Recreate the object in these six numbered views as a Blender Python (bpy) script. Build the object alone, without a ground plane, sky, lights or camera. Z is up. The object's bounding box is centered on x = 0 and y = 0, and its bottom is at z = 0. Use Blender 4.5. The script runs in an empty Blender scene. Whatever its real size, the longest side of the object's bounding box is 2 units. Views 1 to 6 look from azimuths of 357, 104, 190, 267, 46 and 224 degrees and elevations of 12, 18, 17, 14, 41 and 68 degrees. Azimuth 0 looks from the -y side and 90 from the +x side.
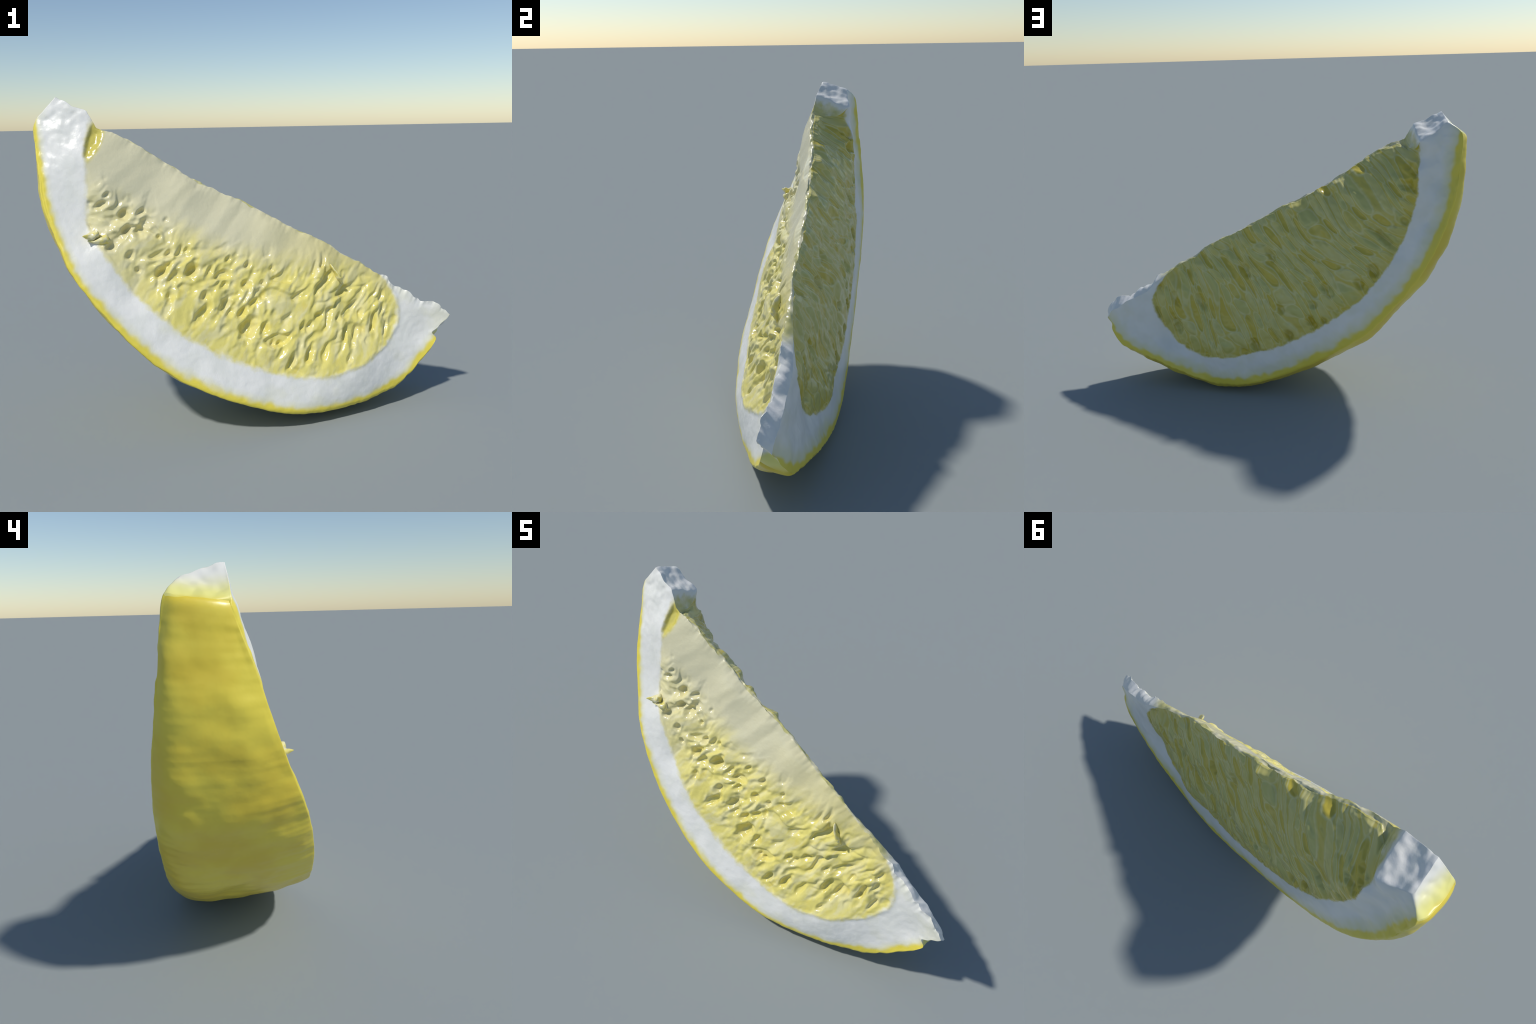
# A quarter-cut wedge of lemon resting on its rind.
# The wedge is one lofted body: along the cut edge (coordinate "a") and down from it (coordinate "h").
# Four guiding curves carry it: front rim, front ridge, back ridge, back rim.
import bpy, math
import numpy as np
from mathutils import Vector

rng = np.random.default_rng(11)

# ------------------------------------------------------------------ frame of the wedge
RIDGE0 = np.array([-0.871, 0.0, 1.524])          # where the cut edge starts (upper left)
AX = np.array([0.864, 0.0, -0.504])              # along the cut edge
HX = np.array([-0.504, 0.0, -0.864])             # from the cut edge down to the rind


def a_of(x, z):
    return (x - RIDGE0[0]) * AX[0] + (z - RIDGE0[2]) * AX[2]


def h_of(x, z):
    return (x - RIDGE0[0]) * HX[0] + (z - RIDGE0[2]) * HX[2]


# ------------------------------------------------------------------ guiding curves
FRONT_RIM = np.array([
    (-.983, .004, 1.410), (-.972, -.028, 1.32), (-.959, -.06, 1.234), (-.934, -.11, 1.067), (-.876, -.158, .908),
    (-.805, -.21, .757), (-.702, -.25, .626), (-.592, -.275, .497), (-.471, -.284, .374), (-.329, -.29, .273),
    (-.171, -.286, .193), (0, -.258, .125), (.182, -.214, .07), (.377, -.15, .054), (.577, -.072, .07),
    (.77, .02, .135), (.914, .079, .265)])
BACK_RIM = np.array([
    (-.958, .2, 1.440), (-.949, .225, 1.288), (-.932, .243, 1.133), (-.889, .267, .981), (-.828, .284, .831),
    (-.745, .289, .684), (-.641, .293, .547), (-.522, .293, .411), (-.371, .297, .309), (-.209, .298, .221),
    (-.038, .300, .145), (.144, .298, .086), (.334, .288, .075), (.514, .280, .122), (.697, .263, .182), (.896, .224, .244)])
RIDGE = np.array([
    (-.871, .022, 1.524), (-.85, .021, 1.509), (-.828, .019, 1.503), (-.786, .013, 1.478), (-.735, .011, 1.459), (-.714, .007, 1.429),
    (-.69, .001, 1.390), (-.665, -.001, 1.376), (-.605, .006, 1.362), (-.566, .010, 1.337), (-.485, .019, 1.291),
    (-.410, .038, 1.235), (-.329, .047, 1.182), (-.243, .056, 1.134), (-.157, .065, 1.085), (-.064, .073, 1.045),
    (.027, .086, .997), (.117, .088, .946), (.208, .089, .896), (.304, .088, .853), (.396, .093, .801),
    (.436, .10, .763), (.536, .108, .716), (.631, .113, .657), (.681, .115, .631), (.718, .116, .591),
    (.762, .115, .560), (.811, .111, .537), (.863, .112, .516), (.915, .108, .498), (.955, .098, .475), (1.001, .095, .434)])
# points that the front cut face passes through (besides rim and ridge): x, y, z
FRONT_FACE = np.array([
    (-.735, -.07, 1.247), (-.743, -.099, 1.096), (-.75, -.104, .97), (-.686, -.137, .869), (-.615, -.156, .768),
    (-.545, -.177, .666), (-.452, -.203, .584), (-.358, -.212, .5), (-.254, -.214, .426), (-.141, -.21, .362),
    (-.021, -.2, .308), (.107, -.178, .258), (.239, -.165, .225), (.375, -.135, .223), (.514, -.083, .247),
    (-.292, -.104, .749), (-.514, -.066, .94), (-.593, -.065, 1.012), (-.033, -.142, .479), (-.15, -.130, .58),
    (-.391, -.096, .83), (-.234, -.137, .626), (.406, -.055, .332), (.142, .014, .765), (.373, .036, .717),
    (.455, .056, .57), (.30, -.03, .52), (.15, -.06, .60), (.58, .055, .46), (.889, .104, .332)])
BACK_FACE = np.array([
    (-.76, .2, 1.388), (-.76, .214, 1.259), (-.759, .228, 1.128), (-.73, .242, .998), (-.681, .256, .872),
    (-.612, .266, .752), (-.528, .270, .637), (-.423, .272, .538), (-.306, .274, .448), (-.177, .272, .365),
    (-.039, .27, .296), (.111, .262, .246), (.428, .232, .19), (.33, .26, .225), (-.855, .192, 1.2), (-.86, .182, 1.3), (-.815, .222, 1.0), (-.87, .168, 1.38), (.67, .182, .54), (-.737, .197, 1.254),
    (-.553, .25, .746), (-.233, .26, .447), (.918, .185, .337), (.932, .160, .36),
    (.80, .19, .36), (.05, .207, .55), (-.22, .20, .72), (.35, .185, .45), (-.50, .195, 1.03), (.15, .142, .75), (-.25, .160, .95), (-.68, .125, 1.27), (-.64, .18, 1.15)])


def ridge_back():
    """The upper edge of the back face: a broad white heel at the left, then close behind the front ridge."""
    keys = np.array([(-.897, .157, 1.486), (-.845, .170, 1.447), (-.766, .190, 1.392), (-.745, .14, 1.350), (-.71, .06, 1.347), (-.655, .016, 1.360)])
    pts = [p for p in keys]
    for p in RIDGE:
        a = a_of(p[0], p[2])
        if a > 0.34:
            k = min(1.0, max(0.0, (a - 1.55) / .3))
            pts.append(p + np.array([-.004, .014 + .04 * k, -.006 - .024 * k]) + (np.array([.01, .0, -.03]) * (a > 2.05)))
    return np.array(pts)


RIDGE_BACK = ridge_back()


class Sheet:
    """A smooth sheet y = f(x, z) through scattered points (thin-plate spline)."""

    def __init__(self, pts, stiff):
        self.X = pts[:, [0, 2]]
        n = len(pts)
        D = np.linalg.norm(self.X[:, None] - self.X[None], axis=-1)
        A = np.c_[np.ones(n), self.X]
        M = np.block([[self.k(D) + stiff * np.eye(n), A], [A.T, np.zeros((3, 3))]])
        self.w = np.linalg.solve(M, np.r_[pts[:, 1], 0, 0, 0])

    @staticmethod
    def k(D):
        return D * D * np.log(D + 1e-9)

    def __call__(self, x, z):
        q = np.stack([np.ravel(x), np.ravel(z)], -1)
        out = np.empty(len(q))
        for i in range(0, len(q), 20000):
            D = np.linalg.norm(q[i:i + 20000, None] - self.X[None], axis=-1)
            out[i:i + 20000] = self.k(D) @ self.w[:-3] + self.w[-3] + q[i:i + 20000] @ self.w[-2:]
        return out.reshape(np.shape(x))


# both faces are full and slightly swollen over their lower half
low = np.clip((h_of(FRONT_RIM[:, 0], FRONT_RIM[:, 2]) - .25) / .4, 0, 1) * np.clip((.6 - FRONT_RIM[:, 0]) / .4, 0, 1)
FRONT_RIM[:, 1] -= .017 * low
low = np.clip((h_of(FRONT_FACE[:, 0], FRONT_FACE[:, 2]) - .48) / .25, 0, 1) * np.clip((.55 - FRONT_FACE[:, 0]) / .4, 0, 1)
FRONT_FACE[:, 1] -= .016 * low
tipward = np.clip((BACK_RIM[:, 0] - .2) / .5, 0, 1)
BACK_RIM[:, 1] += .002 - .007 * np.clip((BACK_RIM[:, 0] + .75) / .3, 0, 1) - .014 * tipward
BACK_RIM[:, 2] -= .014 * np.clip((BACK_RIM[:, 0] + .5) / .4, 0, 1) * (1 - .6 * tipward)
front_sheet = Sheet(np.vstack([FRONT_RIM, RIDGE, FRONT_FACE]), 1e-3)
back_sheet = Sheet(np.vstack([BACK_RIM, RIDGE_BACK, BACK_FACE]), 2e-3)


def along(curve, t, smooth=True):
    """Points at t in 0..1 of a curve, t being proportional to the coordinate a (mixed with arc length)."""
    L = np.r_[0, np.cumsum(np.linalg.norm(np.diff(curve, axis=0), axis=1))]
    a = a_of(curve[:, 0], curve[:, 2])
    k = np.maximum.accumulate((a - a[0]) / (a[-1] - a[0])) * .85 + .15 * L / L[-1]
    if not smooth:
        return np.stack([np.interp(t, k, curve[:, i]) for i in range(3)], -1)
    m = np.gradient(curve, k, axis=0)                       # Hermite tangents
    j = np.clip(np.searchsorted(k, t, side="right") - 1, 0, len(k) - 2)
    d = (k[j + 1] - k[j])[:, None]
    u = ((t - k[j]) / d[:, 0])[:, None]
    return ((2 * u**3 - 3 * u**2 + 1) * curve[j] + (u**3 - 2 * u**2 + u) * d * m[j]
            + (-2 * u**3 + 3 * u**2) * curve[j + 1] + (u**3 - u**2) * d * m[j + 1])


# ------------------------------------------------------------------ noise
PERM = np.random.default_rng(5).permutation(512)
GRAD = np.random.default_rng(6).normal(size=(512, 3))
GRAD /= np.linalg.norm(GRAD, axis=1)[:, None]


def noise(p):
    """Gradient noise of an (n, 3) array, about -0.7 .. 0.7."""
    i = np.floor(p).astype(int)
    f = p - i
    u = f * f * f * (f * (f * 6 - 15) + 10)
    out = 0
    for dx in (0, 1):
        for dy in (0, 1):
            for dz in (0, 1):
                g = GRAD[PERM[(PERM[(PERM[(i[:, 0] + dx) % 512] + i[:, 1] + dy) % 512] + i[:, 2] + dz) % 512]]
                w = np.abs(1 - dx - u[:, 0]) * np.abs(1 - dy - u[:, 1]) * np.abs(1 - dz - u[:, 2])
                out = out + w * ((f - np.array([dx, dy, dz])) * g).sum(1)
    return out * 1.5


def step(x, lo, hi):
    t = np.clip((x - lo) / (hi - lo), 0, 1)
    return t * t * (3 - 2 * t)


# ------------------------------------------------------------------ regions of the cut faces, in polar form
POLE = (1.15, .28)                # pole in (a, h) for the polar outlines


class Outline:
    """A closed outline round the pole: radius as a function of the angle."""

    def __init__(self, xz):
        xz = np.array(xz, float)
        a, h = a_of(xz[:, 0], xz[:, 1]), h_of(xz[:, 0], xz[:, 1])
        dense = np.linspace(0, len(a) - 1, 800)
        a, h = np.interp(dense, np.arange(len(a)), a), np.interp(dense, np.arange(len(a)), h)
        th = np.arctan2(a - POLE[0], h - POLE[1])
        r = np.hypot(a - POLE[0], h - POLE[1])
        o = np.argsort(th)
        self.th, self.r = th[o], r[o]

    def at(self, th):
        return np.interp(th, self.th, self.r)

    def depth(self, x, z):
        """How far inside the outline a point lies (along the ray from the pole)."""
        a, h = a_of(x, z) - POLE[0], h_of(x, z) - POLE[1]
        return self.at(np.arctan2(a, h)) - np.hypot(a, h)


RIM_F = Outline([(-1.00, 1.60)] + [(p[0], p[2]) for p in FRONT_RIM] + [(1.1, .47)])
RIM_B = Outline([(-1.00, 1.60)] + [(p[0], p[2]) for p in BACK_RIM] + [(1.1, .47)])
PULP_F = Outline([
    (-.55, 1.62), (-.70, 1.455), (-.722, 1.415), (-.734, 1.378), (-.750, 1.30), (-.752, 1.265), (-.742, 1.23), (-.737, 1.096), (-.745, .97), (-.686, .869), (-.615, .768),
    (-.545, .666), (-.452, .584), (-.358, .5), (-.254, .426), (-.141, .362), (-.021, .308), (.107, .258), (.239, .225),
    (.375, .222), (.512, .246), (.647, .307), (.718, .387), (.729, .466), (.719, .53), (.682, .598), (.630, .66), (.60, .80), (.5, 1.0)])
PULP_B = Outline([
    (-.55, 1.62), (-.76, 1.46), (-.767, 1.397), (-.761, 1.262), (-.761, 1.135), (-.733, 1.005), (-.681, .871), (-.602, .732), (-.505, .606),
    (-.369, .49), (-.229, .389), (-.011, .28), (.219, .211), (.418, .202), (.566, .278), (.66, .397), (.694, .507),
    (.675, .564), (.645, .605), (.60, .66), (.58, .74), (.5, 1.0)])
# lower limit of the smooth membrane on the front: (a, depth below the ridge)
MEMBRANE = np.array([(0, .26), (.366, .262), (.433, .25), (.653, .262), (.846, .25), (1.01, .232), (1.21, .18), (1.38, .10), (1.55, .03), (1.8, .02), (2.2, .0)])

# ------------------------------------------------------------------ juice pits: x, z, length, width
FRONT_PITS = [
    (-.587, 1.009, .066, .036), (-.51, .94, .102, .048), (-.58, .936, .054, .027), (-.515, 1.01, .054, .021), (-.402, .971, .03, .015),
    (-.561, .823, .054, .024), (-.39, .824, .066, .027), (-.437, .895, .024, .015), (-.416, .752, .084, .042), (-.366, .724, .09, .036),
    (-.288, .751, .09, .051), (-.207, .733, .072, .027), (-.528, .761, .024, .018), (-.386, .645, .054, .03), (-.236, .626, .054, .036),
    (-.145, .668, .042, .027), (-.145, .58, .084, .042), (-.122, .55, .084, .03), (-.063, .545, .066, .024), (.018, .627, .066, .036),
    (.037, .661, .03, .024), (-.042, .478, .119, .054), (.035, .459, .072, .036), (-.041, .662, .048, .036), (-.306, .84, .036, .015),
    (-.121, .779, .042, .024), (-.032, .747, .048, .021), (-.659, 1.093, .042, .018), (-.688, 1.046, .06, .03), (-.648, .862, .06, .03),
    (.087, .728, .036, .018), (.433, .392, .084, .03), (.485, .38, .107, .024), (.52, .468, .06, .018), (.393, .526, .054, .018),
    (.398, .466, .048, .024), (.575, .392, .048, .018), (.637, .479, .09, .018), (.22, .451, .066, .024), (.251, .441, .072, .021),
    (.245, .324, .09, .03), (.157, .307, .09, .024), (.106, .391, .03, .018), (.075, .395, .042, .018), (.448, .282, .048, .018), (.651, .382, .09, .015)]
BACK_PITS = [
    (-.742, 1.252, .103, .051), (-.712, 1.179, .086, .06), (-.552, .745, .077, .06), (-.228, .446, .072, .06), (-.299, .458, .043, .043),
    (.083, .288, .068, .06), (.137, .691, .086, .051), (-.002, .779, .12, .043), (-.056, .509, .103, .043), (-.581, .93, .154, .043),
    (-.315, .626, .103, .05), (.398, .5, .12, .043), (.559, .533, .12, .043), (.546, .362, .086, .051), (-.102, .36, .068, .051),
    (-.478, .672, .068, .043), (-.236, .541, .051, .043), (-.701, 1.003, .051, .043), (.669, .453, .171, .043)]


GRAIN_POLE = (1.48, 2.73)          # the juice vesicles lie along rays from here


def grain(x, z):
    return np.arctan2(GRAIN_POLE[1] - z, GRAIN_POLE[0] - x)


def grain_coords(x, z):
    """Metres along and across the vesicles."""
    return np.hypot(GRAIN_POLE[0] - x, GRAIN_POLE[1] - z), grain(x, z) * 2.2


def wrap(x):
    return x - np.floor(x)


# long juice sacs: a staggered lattice of cells in grain coordinates, bent by a few slow waves.
# The same rule is written once more as shader nodes (Nodes.sacs), so that relief and colour agree.
SAC_LONG, SAC_WIDE = 7.0, 25.0
BENDS = ((6.0, 5.0, .55), (-5.0, 23.0, .35), (13.0, 9.0, .22), (4.0, -41.0, .22), (-21.0, 17.0, .10))


def sacs(gu, gv):
    v = gv * SAC_WIDE
    for bu, bv, amp in BENDS:
        v = v + amp * np.sin(gu * bu + gv * bv)
    i = np.floor(v)
    q = gu * SAC_LONG + wrap(i * .618034) + .35 * np.sin(v * 1.7 + gu * 11)
    j = np.floor(q)
    kind = wrap(i * .7548777 + j * .5698403)
    slim = 1 + .5 * wrap(i * .3819 + j * .236)
    core = 1 - np.abs(2 * (q - j - .5)) ** 3 - np.abs(2 * slim * (v - i - .5)) ** 2
    return core, kind


def carve(x, z, pits, depth_of, back, wob):
    out = np.zeros(len(x))
    for px, pz, ln, wd, dp in pits:
        near = np.where((np.abs(x - px) < ln) & (np.abs(z - pz) < ln))[0]
        if not len(near):
            continue
        g = float(grain(px, pz))
        dx, dz = x[near] - px, z[near] - pz
        u, v = dx * math.cos(g) + dz * math.sin(g), -dx * math.sin(g) + dz * math.cos(g)
        gentle = 1.0 if back else np.where(v < 0, 1.7, 1.0)   # steep upper wall, gentle lower slope
        d = np.hypot(u / (ln / 2), v / (wd / 2) / gentle) + wob[near]
        p = dp * (1 - step(d, .12, 1.2)) - .07 * dp * np.exp(-((d - 1.3) / .3) ** 2)
        out[near] = np.where(np.abs(p) > np.abs(out[near]), p, out[near])
    return out


def random_pits(n, outline, band, size, back):
    found = []
    while len(found) < n:
        x, z = rng.uniform(-.76, .74), rng.uniform(.2, 1.35)
        a, h = a_of(x, z), h_of(x, z)
        if outline.depth(x, z) < .02 or h < band(a) or any((x - q[0]) ** 2 + (z - q[1]) ** 2 < (.4 * q[2]) ** 2 for q in found):
            continue
        s = rng.uniform(*size)
        found.append((x, z, s * rng.uniform(1.6, 3.2), s, s * rng.uniform(.25, .5)))
    return found


# ------------------------------------------------------------------ loft of the body
NS, NF, NT = 720, 264, 64         # sections, points across each cut face, points across ridge top / rind
t = np.linspace(0, 1, NS)
rim_f, rim_b = along(FRONT_RIM, t), along(BACK_RIM, t)
top_f, top_b = along(RIDGE, t, False), along(RIDGE_BACK, t, False)


def ragged(curve, seed, amp, freq):
    q = np.c_[np.cumsum(np.r_[0, np.linalg.norm(np.diff(curve, axis=0), axis=1)]), np.full(NS, seed), np.zeros(NS)]
    f = np.c_[np.broadcast_to(freq, NS), np.ones(NS), np.ones(NS)]
    return (noise(q * f) + .4 * noise(q * f * [2.7, 1, 1] + 9)) * amp


fade_end = step(t, 0, .02) * step(1 - t, 0, .02)
ta = a_of(top_f[:, 0], top_f[:, 2])
tip = (.25 + .75 * step(ta, .13, .22)) * (1 + 1.6 * step(ta, 1.55, 1.8))
top_f = top_f + (ragged(top_f, 1.3, .0085, 15 - 3 * step(ta, 1.5, 1.7)) * tip * fade_end - .007 * step(ta, .12, .3))[:, None] * -HX + np.c_[np.zeros(NS), ragged(top_f, 4.3, .005, 22) * tip * fade_end, np.zeros(NS)]
top_b = top_b + (ragged(top_b, 7.7, .008, 20) * (tip * (1 - .8 * step(ta, 1.45, 1.65))) * fade_end)[:, None] * -HX + np.c_[np.zeros(NS), ragged(top_b, 2.1, .008, 16) * (tip * (1 - .8 * step(ta, 1.45, 1.65))) * fade_end, np.zeros(NS)]
out_f, out_b = np.gradient(rim_f, axis=0), np.gradient(rim_b, axis=0)


def outward(tan):
    n = np.c_[tan[:, 2], np.zeros(NS), -tan[:, 0]]
    return n / np.linalg.norm(n, axis=1)[:, None]


out_f, out_b = outward(out_f), outward(out_b)
rim_b = rim_b + .013 * out_b
rim_f = rim_f - .005 * out_f * step(-rim_f[:, 0], -.2, .2)[:, None]
rib_f, rib_b = (step(rim_f[:, 0], .1, .5) * np.sin(np.arange(NS) * .55 + 2 * noise(rim_f * 9)) * .0012,
                step(rim_b[:, 0], -.2, .4) * np.sin(np.arange(NS) * .6 + 2 * noise(rim_b * 9)) * .0018)
wave_f, wave_b = out_f * ragged(rim_f, 3.1, .004, 14)[:, None], out_b * ragged(rim_b, 5.1, .004, 14)[:, None]
rib_f, rib_b = out_f * rib_f[:, None], out_b * rib_b[:, None]
rim_f, rim_b = rim_f + wave_f + rib_f, rim_b + wave_b + rib_b


def cut_face(lo, hi, sheet, n):
    u = np.linspace(0, 1, n)[None, :, None]
    P = lo[:, None] * (1 - u) + hi[:, None] * u
    y = sheet(P[..., 0], P[..., 2])
    # settle exactly on the guiding curves at both borders
    uu = u[0, :, 0][None]
    y += (lo[:, 1] - y[:, 0])[:, None] * (1 - uu) ** 30 + (hi[:, 1] - y[:, -1])[:, None] * uu ** 30
    P[..., 1] = y
    return P


front = cut_face(rim_f, top_f, front_sheet, NF)              # rim -> ridge
back = cut_face(rim_b, top_b, back_sheet, NF)[:, ::-1]       # ridge -> rim
u = np.linspace(0, 1, NT + 1)[None, :, None]
cap_top = top_f[:, None] * (1 - u) + top_b[:, None] * u      # front ridge -> back ridge
cap_top += np.array([.3, 0, .9]) * (.004 * np.sin(np.pi * u) * step(a_of(top_f[:, 0], top_f[:, 2]), .3, .5)[:, None, None])
skin = rim_b[:, None] * (1 - u) + rim_f[:, None] * u         # back rim -> front rim, bulging outward
skin -= rib_b[:, None] * ((1 - u) - (1 - u) ** 14) + rib_f[:, None] * (u - u ** 14)
skin -= wave_b[:, None] * ((1 - u) - (1 - u) ** 3) + wave_f[:, None] * (u - u ** 3)     # the waviness stays at the rims
chord = np.linalg.norm(rim_b - rim_f, axis=1)
bulge = np.minimum(.006 + .26 * chord ** 2, (.053 - .011 * step(rim_f[:, 0], -.25, .25)))
outn = out_b[:, None] * (1 - u) + out_f[:, None] * u
w = 2 * u - 1
skin += outn * bulge[:, None, None] * (1 - np.abs(w) ** np.where(w < 0, 4.5, 2.6)) * (1 - (.28 + .06 * step(rim_f[:, 0], -.3, .2))[:, None, None] * w)

# rounded shoulder where the rind meets the cut faces
RAD = .027
for face, col, sgn in ((front, 0, 1), (back, -1, -1)):
    rad = RAD if sgn > 0 else .6 * RAD
    d = np.linalg.norm(face - face[:, [col]], axis=-1)
    k = .85 * np.clip(1 - d / rad, 0, 1)
    face[..., 1] += sgn * rad * (1 - np.sqrt(1 - k * k)) * .9
skin[..., 1] += (front[:, 0, 1] - skin[:, -1, 1])[:, None] * u[0, :, 0] ** 5 + (back[:, -1, 1] - skin[:, 0, 1])[:, None] * (1 - u[0, :, 0]) ** 5

# ------------------------------------------------------------------ relief
def normals_of(P):
    n = np.cross(np.gradient(P, axis=0), np.gradient(P, axis=1))
    return n / (np.linalg.norm(n, axis=-1, keepdims=True) + 1e-12)


# broad swells and hollows of the two cut faces: x, z, radius, amount outward
FRONT_SWELLS = [(-.60, .86, .14, .030), (.60, .50, .08, .012), (-.68, 1.08, .07, .012), (-.80, 1.12, .13, -.020), (-.33, 1.09, .09, .018), (.08, .90, .08, .018), (.25, .66, .14, -.014), (-.35, .60, .12, .010), (.36, .42, .12, .022), (.13, .38, .08, .012), (-.22, .55, .08, .01)]
BACK_SWELLS = [(.26, .62, .14, .028), (.58, .33, .09, -.028), (-.60, .93, .10, -.024), (-.12, .60, .14, .022), (-.42, 1.15, .10, .016), (.20, .21, .10, -.008)]


def relief(P, back):
    shape = P.shape[:2]
    x, z = P[..., 0].ravel(), P[..., 2].ravel()
    a, h = a_of(x, z), h_of(x, z)
    pulp = (PULP_B if back else PULP_F)
    inside = pulp.depth(x, z)
    gu, gv = grain_coords(x, z)
    xyz = np.c_[x, P[..., 1].ravel(), z]
    gv = gv + .016 * noise(xyz * 9 + 3) + .008 * noise(xyz * 22)
    gu = gu + .03 * noise(xyz * 8 + 7)
    wob = .45 * noise(xyz * 26) + .15 * noise(xyz * 60)
    m = step(inside, -.004, .012)
    d = np.zeros(len(x))                                     # positive = inward
    if back:
        pits = [(*p, .34 * p[3] + .006) for p in BACK_PITS] + random_pits(6, PULP_B, lambda a: .03, (.016, .034), True)
        core, kind = sacs(*grain_coords(x, z))
        lump = noise(np.c_[gu * 9, gv * 22, np.full(len(x), 5.0)])
        near_ridge = np.exp(-(h / .13) ** 2) * (1.2 - .25 * step(a, .5, 1.3))
        d += m * (-.007 * lump - .0035 * step(core, -.1, .8) * (1 - step(kind, .62, .66)) + .006 * step(core, .0, .5) * step(kind, .72, .76) - .006 * noise(np.c_[gu * 17, gv * 32, np.full(len(x), 15.0)]) + .0015 * noise(xyz * 50) - near_ridge * .034 * noise(np.c_[gu * 5, gv * 13, np.full(len(x), 1.0)]))
        d += m * carve(x, z, pits, None, True, wob)
        d -= m * .006 * step(inside, .02, .12)                # the pulp swells out of its pith frame
    else:
        mem = np.interp(a, MEMBRANE[:, 0], MEMBRANE[:, 1])
        rough = m * step(h - mem + .06 * noise(np.c_[gu * 5, gv * 14, np.full(len(x), 11.0)]), -.09, .08)
        pits = [(*p, .46 * p[3] + .010) for p in FRONT_PITS]
        pits += random_pits(30, PULP_F, lambda a: np.interp(a, MEMBRANE[:, 0], MEMBRANE[:, 1]) + .02, (.010, .022), False)
        lump = noise(np.c_[gu * 8, gv * 17, np.full(len(x), 3.0)])
        slots = noise(np.c_[gu * 12, gv * 24, np.full(len(x), 8.0)])
        slots2 = noise(np.c_[gu * 20, gv * 40, np.full(len(x), 4.0)])
        core = step(inside, .03, .12)                          # deeper in the middle, finer near the pith
        sac, kind = sacs(gu * 1.6 + .7, gv * .80 + 1.3)
        ridges = -.0065 * step(sac, -.5, .8) * (1 - step(kind, .62, .68)) + .013 * step(sac, .0, .6) * step(kind, .72, .78)
        d += rough * (-.009 * lump + ridges * (.35 + .65 * core) * (.45 + 1.1 * step(noise(xyz * 7 + 21), -.25, .35)) + .008 * step(slots, .18, .45) * core
                      + .003 * step(slots2, .15, .5) - .0012 * noise(xyz * 55) + .001)
        d += step(h - mem + .04, -.02, .06) * m * carve(x, z, pits, None, False, wob)
        smooth = m * (1 - rough)
        d += smooth * (.0038 * noise(np.c_[gu * 3, gv * 19, np.full(len(x), 6.0)]))
        # pocket behind the torn membrane near the top
        px, pz = x + .712, z - 1.335
        ru, rv = px * .35 + pz * .94, px * .94 - pz * .35
        d += .016 * (1 - step(np.hypot(ru / .085, rv / .036) + .5 * wob, .3, 1.2)) * step(inside, 0, .02)
        d += -.004 * np.exp(-(inside / .012) ** 2) * step(a, 1.4, 1.9)                     # pale lip round the right end
    for sx, sz, rad, out in (BACK_SWELLS if back else FRONT_SWELLS):
        d -= out * np.exp(-((x - sx) ** 2 + (z - sz) ** 2) / rad ** 2)
    pith = 1 - m
    d += pith * (1 + 1.6 * step(-a, -.22, -.08)) * (.0032 * noise(xyz * 12) + .0010 * noise(xyz * 34))
    # keep the borders of the face where they are
    n = shape[1]
    c = np.arange(n) / (n - 1)
    c = c[::-1] if back else c
    guard = np.tile(step(c, 0, .02) * (.25 + .75 * step(1 - c, 0, .05)) * 1.0, shape[0])
    guard *= np.repeat(step(t, 0, .012) * step(1 - t, 0, .012), n)
    return (d * guard).reshape(shape)


for face, is_back in ((front, False), (back, True)):
    n = normals_of(face)
    if (n[..., 1].mean() > 0) != is_back:
        n = -n
    d = relief(face, is_back)
    for _ in range(2 if is_back else 3):                     # wet, rounded vesicles: no knife edges
        d[1:-1] = .25 * d[:-2] + .5 * d[1:-1] + .25 * d[2:]
        d[:, 1:-1] = .25 * d[:, :-2] + .5 * d[:, 1:-1] + .25 * d[:, 2:]
    c = np.arange(NF) / (NF - 1)
    edge = (c == (0 if is_back else 1))
    d[:, edge] = 0
    face -= n * d[..., None]

q = skin.reshape(-1, 3)
wrinkle = noise(np.c_[q[:, 0] * 4 + q[:, 2] * 9, q[:, 1] * 3.5, q[:, 2] * 15]) * step(.55 - q[:, 2], 0, .35)
dimple = .0080 * noise(q * 5) + .0050 * noise(q * 11 + 5) + .0010 * noise(q * 24) + .0022 * wrinkle
border = np.tile(step(np.minimum(u[0, :, 0], 1 - u[0, :, 0]), 0, .08), NS)
n = normals_of(skin)
if (n[..., 0] * outn[..., 0] + n[..., 2] * outn[..., 2]).mean() < 0:
    n = -n
skin = skin + n * (dimple * (.25 + .75 * border)).reshape(NS, -1)[..., None] * step(t, 0, .02)[:, None, None] * step(1 - t, 0, .02)[:, None, None]
ROUND = .03                                                  # rind rolls over at both ends
for flip in (1, -1):
    rows, o = skin[::flip], outn[::flip]
    k = .9 * np.clip(1 - np.linalg.norm(rows - rows[[0]], axis=-1) / ROUND, 0, 1)
    sink = -o * (.8 * ROUND * (1 - np.sqrt(1 - k * k)))[..., None]
    for face, rim, col in ((front[::flip], 0, -1), (back[::flip], -1, 0)):
        near = np.clip(1 - np.linalg.norm(face - face[:, [rim]], axis=-1) / .05, 0, 1) ** 2
        face += near[..., None] * sink[:, [col]]
    rows += sink
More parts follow.
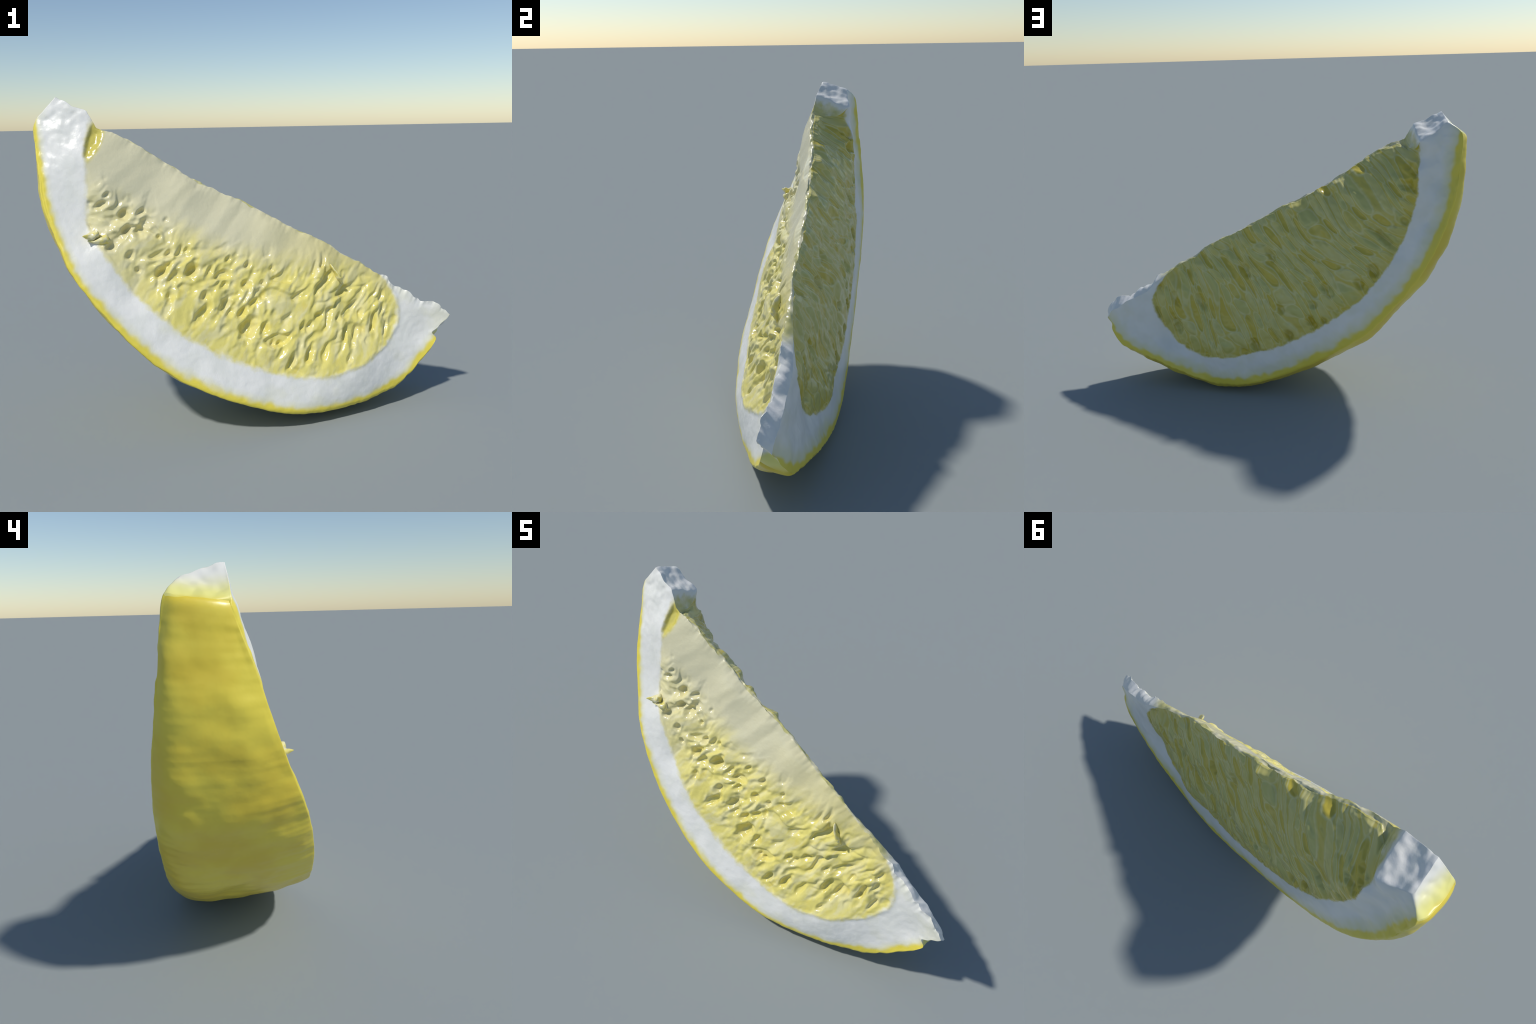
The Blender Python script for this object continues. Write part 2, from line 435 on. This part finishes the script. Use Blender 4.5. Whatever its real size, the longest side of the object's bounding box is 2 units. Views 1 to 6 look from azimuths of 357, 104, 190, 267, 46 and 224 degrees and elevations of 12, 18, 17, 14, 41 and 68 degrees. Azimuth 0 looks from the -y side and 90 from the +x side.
skin[:, 0], skin[:, -1] = back[:, -1], front[:, 0]
q = cap_top.reshape(-1, 3)
rough = (.013 * noise(q * [8, 5, 8]) + .003 * noise(q * [30, 14, 30])) * np.tile(np.sin(np.pi * u[0, :, 0]), NS) * np.repeat(step(t, 0, .012) * step(1 - t, 0, .012), NT + 1)
cap_top = cap_top + (np.array([.4, .2, .85]) * rough[:, None]).reshape(NS, NT + 1, 3)
cap_top[:, 0], cap_top[:, -1] = front[:, -1], back[:, 0]

# torn right end: a notch between the rind corner and the pith spike
def tear(P):
    near = np.exp(-np.maximum(0, (2.17 - a_of(P[..., 0], P[..., 2]))) / .05) * step(P[..., 0], .75, .88)
    zz = P[..., 2]
    bite = .040 * np.exp(-((zz - .338) / .022) ** 2) + .020 * np.exp(-((zz - .378) / .022) ** 2)
    frontness = 1 - step(P[..., 1], .12, .20)
    P[..., 0] -= near * bite * frontness


for P in (front, back, cap_top, skin):
    tear(P)

# ------------------------------------------------------------------ stitch the ring of strips and close both ends
ring = np.concatenate([front[:, :-1], cap_top[:, :-1], back[:, :-1], skin[:, :-1]], axis=1)
NR = ring.shape[1]
verts = ring.reshape(-1, 3)
idx = np.arange(NS * NR).reshape(NS, NR)
nxt = np.roll(idx, -1, axis=1)
loft = np.stack([idx[:-1], idx[1:], nxt[1:], nxt[:-1]], -1).reshape(-1, 4)
strip = np.tile(np.concatenate([np.full(NF - 1, 0), np.full(NT, 1), np.full(NF - 1, 2), np.full(NT, 3)]), NS - 1)


def end_cap(row, hollow, seed):
    """A sheet over the open end: columns follow the cut faces, rows cross from front to back."""
    r = idx[row]
    A = r[:NF]                                               # front: rim -> ridge
    T = r[NF - 1:NF + NT]                                    # ridge: front -> back
    Bk = np.r_[r[NF - 1 + NT:NF - 1 + NT + NF]][::-1]        # back: rim -> ridge
    S = np.r_[r[NF - 1 + NT + NF - 1:], r[0]][::-1]          # rind: front -> back
    grid = np.full((NF, NT + 1), -1)
    grid[:, 0], grid[:, -1], grid[0, :], grid[-1, :] = A, Bk, S, T
    p, v = np.linspace(0, 1, NF)[:, None, None], np.linspace(0, 1, NT + 1)[None, :, None]
    V = verts
    C = (V[A][:, None] * (1 - v) + V[Bk][:, None] * v) + (V[S][None] * (1 - p) + V[T][None] * p)
    C -= (1 - p) * (1 - v) * V[A[0]] + (1 - p) * v * V[Bk[0]] + p * (1 - v) * V[A[-1]] + p * v * V[Bk[-1]]
    bump = (np.sin(np.pi * p) * np.sin(np.pi * v))[..., 0] ** .7
    f = C.reshape(-1, 3)
    C = C + AX * ((hollow * bump) + (bump.ravel() * (.008 * noise(f * 12 + seed) + .004 * noise(f * 30 + seed))).reshape(bump.shape))[..., None]
    return grid, C


faces, kinds, new = [loft], [strip], []
count = len(verts)
extra = []
for row, hollow, seed, flip, code in ((0, .012, 3.0, False, 4), (NS - 1, -.015, 8.0, True, 5)):
    grid, C = end_cap(row, hollow, seed)
    inner = grid[1:-1, 1:-1]
    grid[1:-1, 1:-1] = count + np.arange(inner.size).reshape(inner.shape)
    extra.append(C[1:-1, 1:-1].reshape(-1, 3))
    count += inner.size
    qd = np.stack([grid[:-1, :-1], grid[1:, :-1], grid[1:, 1:], grid[:-1, 1:]], -1).reshape(-1, 4)
    faces.append(qd[:, ::-1] if flip else qd)
    kinds.append(np.full(len(qd), code))
verts = np.concatenate([verts] + extra)
faces, kinds = np.concatenate(faces), np.concatenate(kinds)

# the heel is torn pith: soften its back edges, then crumple it
def soften(weight, rounds):
    links = np.concatenate([faces[:, [i, (i + 1) % 4]] for i in range(4)])
    links = links[(weight[links] > 0).any(axis=1)]
    links = np.concatenate([links, links[:, ::-1]])
    number = np.maximum(np.bincount(links[:, 0], minlength=len(verts)), 1)
    for _ in range(rounds):
        mean = np.stack([np.bincount(links[:, 0], verts[links[:, 1], k], len(verts)) for k in range(3)], -1) / number[:, None]
        verts[:] = np.where(weight[:, None] > 0, verts + weight[:, None] * (mean - verts), verts)


heel_edge = RIDGE_BACK[:4]
samples = np.concatenate([heel_edge[i] + np.linspace(0, 1, 12)[:, None] * (heel_edge[i + 1] - heel_edge[i]) for i in range(3)]
                         + [heel_edge[0] + np.linspace(0, 1, 12)[:, None] * (BACK_RIM[0] - heel_edge[0])])
heel_zone = np.where((verts[:, 0] < -.6) & (verts[:, 2] > 1.2) & (verts[:, 1] > .07))[0]
gap = np.linalg.norm(verts[heel_zone][:, None] - samples[None], axis=-1).min(axis=1)
weight = np.zeros(len(verts))
weight[heel_zone] = .6 * step(.075 - gap, 0, .05)
soften(weight, 40)
torn = np.where((a_of(verts[:, 0], verts[:, 2]) < .26) & (h_of(verts[:, 0], verts[:, 2]) < .16))[0]
fade = step(.24 - a_of(verts[torn, 0], verts[torn, 2]), 0, .08) * step(.16 - h_of(verts[torn, 0], verts[torn, 2]), 0, .05)
lift = (.011 * noise(verts[torn] * 14 + 40) + .0045 * noise(verts[torn] * 30 + 11)) * fade
verts[torn] += lift[:, None] * np.array([.25, .35, .9])

# ground contact
print('lowest point before settling', verts[:, 2].min())
verts[:, 2] -= verts[:, 2].min()

# outward winding
p0, p1, p2, p3 = (verts[faces[:, i]] for i in range(4))
fn = np.cross(p2 - p0, p3 - p1)
centre_y = fn[kinds == 0][:, 1].mean()
if centre_y > 0:
    faces = faces[:, ::-1]
    fn = -fn
for code in (4, 5):                                          # make the caps agree with the loft
    want = -1 if code == 4 else 1
    if np.sign((fn[kinds == code] @ AX).mean()) != want:
        faces[kinds == code] = faces[kinds == code][:, ::-1]
        fn[kinds == code] *= -1
vn = np.zeros_like(verts)
for i in range(4):
    for k in range(3):
        vn[:, k] += np.bincount(faces[:, i], fn[:, k], len(verts))
vn /= np.linalg.norm(vn, axis=1)[:, None] + 1e-12

# ------------------------------------------------------------------ materials
class Nodes:
    def __init__(self, name):
        self.mat = bpy.data.materials.new(name)
        self.mat.use_nodes = True
        self.t = self.mat.node_tree
        self.bsdf = self.t.nodes["Principled BSDF"]
        self.pos = self.new("ShaderNodeTexCoord").outputs["Object"]

    def new(self, kind, **kw):
        n = self.t.nodes.new(kind)
        for k, v in kw.items():
            setattr(n, k, v)
        return n

    def put(self, sock, v):
        if isinstance(v, bpy.types.NodeSocket):
            self.t.links.new(v, sock)
        else:
            sock.default_value = v

    def math(self, op, a, b=0.0, c=0.0, clamp=False):
        n = self.new("ShaderNodeMath", operation=op, use_clamp=clamp)
        for s, v in zip(n.inputs, (a, b, c)):
            self.put(s, v)
        return n.outputs[0]

    def dot(self, vec, origin=(0, 0, 0)):
        s = self.new("ShaderNodeVectorMath", operation="SUBTRACT")
        self.put(s.inputs[0], self.pos)
        s.inputs[1].default_value = origin
        d = self.new("ShaderNodeVectorMath", operation="DOT_PRODUCT")
        self.put(d.inputs[0], s.outputs[0])
        d.inputs[1].default_value = vec
        return d.outputs["Value"]

    def ramp(self, x, lo, hi, a=0.0, b=1.0):
        n = self.new("ShaderNodeMapRange", interpolation_type="SMOOTHSTEP")
        for s, v in zip(n.inputs, (x, lo, hi, a, b)):
            self.put(s, v)
        return n.outputs[0]

    def noise(self, scale, detail=2.0, vec=None, rough=.5):
        n = self.new("ShaderNodeTexNoise")
        n.inputs["Scale"].default_value = scale
        n.inputs["Detail"].default_value = detail
        n.inputs["Roughness"].default_value = rough
        self.put(n.inputs["Vector"], vec or self.pos)
        return n.outputs["Fac"]

    def along_grain(self, su, sv, offset=0.0, warp=.02):
        """Coordinates stretched along the vesicles: rays from the grain pole, slightly warped."""
        gx, gz = self.dot((-1, 0, 0), (GRAIN_POLE[0], 0, GRAIN_POLE[1])), self.dot((0, 0, -1), (GRAIN_POLE[0], 0, GRAIN_POLE[1]))
        th = self.math("MULTIPLY", self.math("ARCTAN2", gz, gx), 2.2)
        r = self.math("SQRT", self.math("ADD", self.math("MULTIPLY", gx, gx), self.math("MULTIPLY", gz, gz)))
        th = self.math("ADD", th, self.math("MULTIPLY", self.math("SUBTRACT", self.noise(9, 2), .5), 2.5 * warp))
        c = self.new("ShaderNodeCombineXYZ")
        self.put(c.inputs[0], self.math("MULTIPLY", r, su))
        self.put(c.inputs[1], self.math("MULTIPLY", th, sv))
        self.put(c.inputs[2], offset)
        return c.outputs[0]

    def sacs(self):
        """The lattice of the function sacs() above: how far inside a sac, and which kind of sac."""
        M = self.math
        gx, gz = self.dot((-1, 0, 0), (GRAIN_POLE[0], 0, GRAIN_POLE[1])), self.dot((0, 0, -1), (GRAIN_POLE[0], 0, GRAIN_POLE[1]))
        gv = M("MULTIPLY", M("ARCTAN2", gz, gx), 2.2)
        gu = M("SQRT", M("ADD", M("MULTIPLY", gx, gx), M("MULTIPLY", gz, gz)))
        v = M("MULTIPLY", gv, SAC_WIDE)
        for bu, bv, amp in BENDS:
            v = M("ADD", v, M("MULTIPLY", M("SINE", M("MULTIPLY_ADD", gv, bv, M("MULTIPLY", gu, bu))), amp))
        i = M("FLOOR", v)
        q = M("MULTIPLY_ADD", gu, SAC_LONG, M("FRACT", M("MULTIPLY", i, .618034)))
        q = M("MULTIPLY_ADD", M("SINE", M("MULTIPLY_ADD", v, 1.7, M("MULTIPLY", gu, 11.0))), .35, q)
        j = M("FLOOR", q)
        kind = M("FRACT", M("MULTIPLY_ADD", j, .5698403, M("MULTIPLY", i, .7548777)))
        slim = M("MULTIPLY_ADD", M("FRACT", M("MULTIPLY_ADD", j, .236, M("MULTIPLY", i, .3819))), .5, 1.0)
        a = M("POWER", M("ABSOLUTE", M("MULTIPLY", M("SUBTRACT", M("SUBTRACT", q, j), .5), 2.0)), 3.0)
        b = M("POWER", M("ABSOLUTE", M("MULTIPLY", M("MULTIPLY", M("SUBTRACT", M("SUBTRACT", v, i), .5), 2.0), slim)), 2.0)
        return M("SUBTRACT", M("SUBTRACT", 1.0, a), b), kind

    def mix(self, f, a, b):
        n = self.new("ShaderNodeMix", data_type="RGBA")
        self.put(n.inputs[0], f)
        for s, v in ((n.inputs[6], a), (n.inputs[7], b)):
            self.put(s, (*v, 1) if isinstance(v, tuple) else v)
        return n.outputs[2]

    def curve(self, x, pts):
        n = self.new("ShaderNodeFloatCurve")
        m = n.mapping
        m.use_clip = False
        c = m.curves[0]
        while len(c.points) < len(pts):
            c.points.new(.5, .5)
        for p, (px, py) in zip(c.points, pts):
            p.location = (px, py)
            p.handle_type = "VECTOR"
        m.update()
        self.put(n.inputs["Value"], x)
        return n.outputs[0]

    def polar(self):
        a = self.dot(tuple(AX), tuple(RIDGE0 + AX * POLE[0]))
        h = self.dot(tuple(HX), tuple(RIDGE0 + HX * POLE[1]))
        th = self.math("ARCTAN2", a, h)
        r = self.math("SQRT", self.math("ADD", self.math("MULTIPLY", a, a), self.math("MULTIPLY", h, h)))
        return self.math("MULTIPLY_ADD", th, 1 / math.tau, .5), r

    def depth(self, outline, th, r):
        s = np.linspace(0, 1, 73)
        rad = outline.at((s - .5) * math.tau)
        return self.math("SUBTRACT", self.math("MULTIPLY", self.curve(th, list(zip(s, rad / 2))), 2.0), r)

    def bump(self, height, strength, dist):
        b = self.new("ShaderNodeBump")
        b.inputs["Strength"].default_value = strength
        b.inputs["Distance"].default_value = dist
        self.put(b.inputs["Height"], height)
        self.put(self.bsdf.inputs["Normal"], b.outputs[0])

    def finish(self, colour, rough):
        self.put(self.bsdf.inputs["Base Color"], colour)
        self.put(self.bsdf.inputs["Roughness"], rough)
        return self.mat


ZEST, ZEST_DEEP, ZEST_PALE = (.76, .63, .075), (.70, .54, .055), (.77, .73, .24)
PITH, PITH_COOL = (.80, .785, .735), (.74, .735, .675)
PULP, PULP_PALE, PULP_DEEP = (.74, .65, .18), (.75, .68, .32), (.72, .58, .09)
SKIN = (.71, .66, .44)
JUICE, JUICE_PALE, JUICE_RIM, JUICE_DEEP, JUICE_SHADE_TINT = (.57, .52, .16), (.58, .54, .21), (.64, .60, .28), (.56, .455, .06), (.49, .485, .16)  # same flesh as PULP, base colours darkened for the back's shade


def pith_colour(N, th, r, rim, band, glow):
    """White pith that turns to yellow zest toward the rind, with oil glands along it."""
    glands = N.noise(22, 0.5)
    d = N.math("ADD", N.depth(rim, th, r), N.math("MULTIPLY", N.math("SUBTRACT", glands, .5), .028 + glow * .35))
    white = N.mix(N.ramp(N.noise(9, 3), .35, .7), PITH, PITH_COOL)
    white = N.mix(N.ramp(d, .060 + glow, .02), white, (.72, .69, .42))
    white = N.mix(N.ramp(N.noise(5, 3), .56, .72, 0, .5), white, (.70, .69, .52))
    return N.mix(N.ramp(d, .040 + band, .014 + .8 * band), white, ZEST)


def front_material():
    N = Nodes("lemon_front_cut")
    th, r = N.polar()
    base = pith_colour(N, th, r, RIM_F, .011, .018)
    wob = N.math("MULTIPLY", N.math("SUBTRACT", N.noise(28, 3), .5), .045)
    inside = N.ramp(N.math("ADD", N.depth(PULP_F, th, r), wob), -.018, .018)
    grainy = N.noise(1, 3, N.along_grain(8, 28))
    pulp = N.mix(N.ramp(grainy, .40, .66), PULP, PULP_PALE)
    pulp = N.mix(N.ramp(N.noise(1, 2, N.along_grain(11, 24, 4.0)), .56, .74, 0, .45), pulp, PULP_DEEP)
    a = N.math("DIVIDE", N.dot(tuple(AX), tuple(RIDGE0)), 2.2)
    h = N.dot(tuple(HX), tuple(RIDGE0))
    limit = N.curve(a, [(p[0] / 2.2, p[1]) for p in MEMBRANE])
    over = N.math("SUBTRACT", N.math("ADD", limit, N.math("MULTIPLY", N.math("SUBTRACT", N.noise(1, 2, N.along_grain(5, 20, 2.0)), .5), .12)), h)
    left = N.ramp(a, .42, .22)                               # the pulp pales toward the upper left
    skin = N.mix(N.ramp(N.noise(1, 2, N.along_grain(3, 14, 7.0)), .4, .65), SKIN, (.69, .64, .42))
    pulp = N.mix(N.math("MULTIPLY", left, .6), pulp, SKIN)
    pulp = N.mix(N.ramp(over, -.09, .08), pulp, N.mix(N.ramp(a, .42, .72), skin, (.66, .585, .26)))
    # bare juice in the pocket beside the heel
    pu, pv = N.dot((.35, 0, .94), (-.712, 0, 1.335)), N.dot((.94, 0, -.35), (-.712, 0, 1.335))
    e = N.math("SQRT", N.math("ADD", N.math("POWER", N.math("DIVIDE", pu, .095), 2.0), N.math("POWER", N.math("DIVIDE", pv, .04), 2.0)))
    pulp = N.mix(N.ramp(N.math("ADD", e, N.math("MULTIPLY", wob, 9.0)), 1.3, .75), pulp, (.60, .52, .11))
    colour = N.mix(inside, base, pulp)
    N.bump(N.noise(60, 3), .25, .004)
    return N.finish(colour, N.ramp(inside, 0, 1, .32, .18))


def back_material():
    N = Nodes("lemon_back_cut")
    th, r = N.polar()
    base = pith_colour(N, th, r, RIM_B, .004, .055)
    wob = N.math("MULTIPLY", N.math("SUBTRACT", N.noise(28, 3), .5), .03)
    inside = N.ramp(N.math("ADD", N.depth(PULP_B, th, r), wob), -.008, .008)
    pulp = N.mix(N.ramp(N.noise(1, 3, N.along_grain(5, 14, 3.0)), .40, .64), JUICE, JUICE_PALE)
    core, kind = N.sacs()
    core = N.math("ADD", core, N.math("MULTIPLY", N.math("SUBTRACT", N.noise(22, 2), .5), .7))
    full = N.ramp(core, .10, .50)
    deep = N.math("MULTIPLY", N.math("MULTIPLY", full, N.ramp(kind, .66, .74)), .95)
    shade_tint = N.math("MULTIPLY", N.math("MULTIPLY", full, N.ramp(kind, .36, .30)), .75)  # shadowed strips between the sacs, painted as olive cells
    rim = N.math("MULTIPLY", N.math("MULTIPLY", N.ramp(core, -.25, .0), N.ramp(core, .30, .08)), .55)
    vein = N.ramp(core, -.2, -.55, 0, .6)
    pulp = N.mix(shade_tint, pulp, JUICE_SHADE_TINT)
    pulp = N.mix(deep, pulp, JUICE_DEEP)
    pulp = N.mix(vein, pulp, JUICE_DEEP)
    pulp = N.mix(rim, pulp, JUICE_RIM)
    near_rind = N.ramp(N.depth(PULP_B, th, r), .12, .0, 0, .5)
    pulp = N.mix(near_rind, pulp, JUICE_DEEP)
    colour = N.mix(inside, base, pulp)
    N.bump(N.noise(1, 3, N.along_grain(14, 40, 2.0)), .25, .006)
    return N.finish(colour, N.ramp(inside, 0, 1, .34, .20))


def rind_material():
    N = Nodes("lemon_zest")
    colour = N.mix(N.ramp(N.noise(5, 4), .35, .68), ZEST, ZEST_DEEP)
    mark = N.new("ShaderNodeVectorMath", operation="DISTANCE")
    N.put(mark.inputs[0], N.pos)
    mark.inputs[1].default_value = (-.735, .215, .63)
    colour = N.mix(N.ramp(mark.outputs["Value"], .022, .006, 0, .8), colour, (.20, .12, .05))
    N.bump(N.noise(14, 3), .2, .010)
    return N.finish(colour, .33)


def heel_material():
    N = Nodes("lemon_end_cut")
    up = N.math("ADD", N.dot((.7, 0, .71), (-.98, 0, 1.412)), N.math("MULTIPLY", N.math("SUBTRACT", N.noise(12, 2), .5), .04))
    white = N.mix(N.ramp(N.noise(10, 3), .35, .65), PITH, PITH_COOL)
    colour = N.mix(N.ramp(up, .13, .03), white, ZEST_PALE)
    colour = N.mix(N.ramp(up, .035, -.005), colour, ZEST)
    return N.finish(colour, .35)


def tip_material():
    N = Nodes("lemon_tip_cut")
    up = N.math("ADD", N.dot((0, -.25, 1), (0, .15, 0)), N.math("MULTIPLY", N.math("SUBTRACT", N.noise(14, 2), .5), .03))
    white = N.mix(N.ramp(N.noise(10, 3), .35, .65), PITH, PITH_COOL)
    colour = N.mix(N.ramp(up, .345, .325), white, ZEST_PALE)
    colour = N.mix(N.ramp(up, .29, .245), colour, ZEST)
    return N.finish(colour, .36)


def ridge_material():
    """The narrow top between both cut faces: white at the heel and the tip, juice in between."""
    N = Nodes("lemon_ridge")
    a = N.math("ADD", N.dot(tuple(AX), tuple(RIDGE0)), N.math("MULTIPLY", N.math("SUBTRACT", N.noise(20, 3), .5), .05))
    white = N.mix(N.ramp(N.noise(12, 3), .35, .65), PITH, PITH_COOL)
    pulp = N.mix(N.ramp(N.noise(14, 3), .4, .65), JUICE_PALE, SKIN)
    wet = N.math("MULTIPLY", N.ramp(a, .16, .185), N.ramp(a, 1.80, 1.70))
    N.bump(N.noise(40, 3), .3, .006)
    return N.finish(N.mix(wet, white, pulp), .3)


def shred_material():
    N = Nodes("lemon_shred")
    return N.finish(N.mix(N.ramp(N.noise(30, 2), .4, .6), PULP, (.74, .69, .42)), .22)


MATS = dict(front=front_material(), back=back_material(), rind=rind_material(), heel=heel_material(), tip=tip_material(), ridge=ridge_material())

# ------------------------------------------------------------------ split the body into its parts
wedge = bpy.data.objects.new("lemon_wedge", None)
wedge["label"] = "cut lemon wedge with yellow rind, white pith and glossy pulp"
wedge["category"] = "lemon wedge"
bpy.context.scene.collection.objects.link(wedge)

mid = (verts[faces].mean(axis=1))
inside_f, inside_b = PULP_F.depth(mid[:, 0], mid[:, 2]) > 0, PULP_B.depth(mid[:, 0], mid[:, 2]) > 0
fa, fh = a_of(mid[:, 0], mid[:, 2]), h_of(mid[:, 0], mid[:, 2])
skinny = fh < np.interp(fa, MEMBRANE[:, 0], MEMBRANE[:, 1])


def part(name, picks):
    """picks: list of (face mask, material)."""
    mask = np.any([m for m, _ in picks], axis=0)
    used, loc = np.unique(faces[mask], return_inverse=True)
    loc = loc.reshape(-1, 4)
    me = bpy.data.meshes.new(name)
    me.vertices.add(len(used))
    me.vertices.foreach_set("co", verts[used].astype(np.float32).ravel())
    me.loops.add(loc.size)
    me.loops.foreach_set("vertex_index", loc.astype(np.int32).ravel())
    me.polygons.add(len(loc))
    me.polygons.foreach_set("loop_start", np.arange(0, loc.size, 4, dtype=np.int32))
    mats = np.zeros(len(loc), np.int32)
    for i, (m, mat) in enumerate(picks):
        me.materials.append(mat)
        mats[m[mask]] = i
    me.polygons.foreach_set("material_index", mats)
    me.update(calc_edges=True)
    me.polygons.foreach_set("use_smooth", np.ones(len(loc), bool))
    me.normals_split_custom_set_from_vertices(vn[used].tolist())
    o = bpy.data.objects.new(name, me)
    o.parent = wedge
    bpy.context.scene.collection.objects.link(o)
    return o


F, T, BK, SK, HEEL, TIP = (kinds == i for i in range(6))
white_top = T & ((fa < .17) | (fa > 1.75))
part("rind", [(SK, MATS["rind"])])
part("pith", [(F & ~inside_f, MATS["front"]), (BK & ~inside_b, MATS["back"]), (HEEL, MATS["heel"]), (TIP, MATS["tip"]), (white_top, MATS["ridge"])])
part("membrane", [(F & inside_f & skinny, MATS["front"])])
part("pulp", [(F & inside_f & ~skinny, MATS["front"])])
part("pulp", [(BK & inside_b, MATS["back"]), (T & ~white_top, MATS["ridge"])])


# ------------------------------------------------------------------ loose shreds of pulp
def shred(spine, radii, seed, mat, flat=.8):
    """A bent, knobbly strand of torn pulp."""
    spine, radii = np.array(spine, float), np.array(radii, float)
    n, m = 36, 20
    s, k = np.linspace(0, 1, n), np.linspace(0, 1, len(spine))
    c = np.stack([np.interp(s, k, spine[:, i]) for i in range(3)], -1)
    r = np.interp(s, k, radii) * np.sqrt(np.clip(1 - (np.abs(2 * s - 1)) ** 8, 0, 1))
    tan = np.gradient(c, axis=0)
    tan /= np.linalg.norm(tan, axis=1)[:, None]
    side = np.cross(tan, [0.2, .3, .95])
    side /= np.linalg.norm(side, axis=1)[:, None]
    up = np.cross(side, tan)
    ph = np.arange(m) * math.tau / m
    P = c[:, None] + r[:, None, None] * (np.cos(ph)[None, :, None] * side[:, None] + flat * np.sin(ph)[None, :, None] * up[:, None])
    q = P.reshape(-1, 3)
    P = P + (q - np.repeat(c, m, axis=0)).reshape(P.shape) * (1.1 * noise(q * 22 + seed) + .25 * noise(q * 50 + seed)).reshape(n, m, 1)
    V = [tuple(v) for v in P.reshape(-1, 3)]
    Fc = [(i * m + j, i * m + (j + 1) % m, (i + 1) * m + (j + 1) % m, (i + 1) * m + j) for i in range(n - 1) for j in range(m)]
    Fc += [tuple(range(m))[::-1], tuple(range((n - 1) * m, n * m))]
    me = bpy.data.meshes.new("pulp_shred")
    me.from_pydata(V, [], Fc)
    me.materials.append(mat)
    me.polygons.foreach_set("use_smooth", np.ones(len(Fc), bool))
    me.update()
    o = bpy.data.objects.new("pulp_shred", me)
    o.parent = wedge
    bpy.context.scene.collection.objects.link(o)


SH = shred_material()
shred([(-.69, -.135, .93), (-.715, -.15, .925), (-.735, -.17, .925), (-.75, -.19, .93)], [.030, .024, .013, .005], 1.0, SH)
shred([(-.65, -.125, .905), (-.68, -.145, .90), (-.71, -.155, .897), (-.735, -.165, .905)], [.026, .022, .014, .006], 2.0, SH)
shred([(.375, .046, .725), (.395, .034, .69), (.415, .030, .655), (.435, .044, .62)], [.008, .016, .016, .006], 3.0, SH, .45)
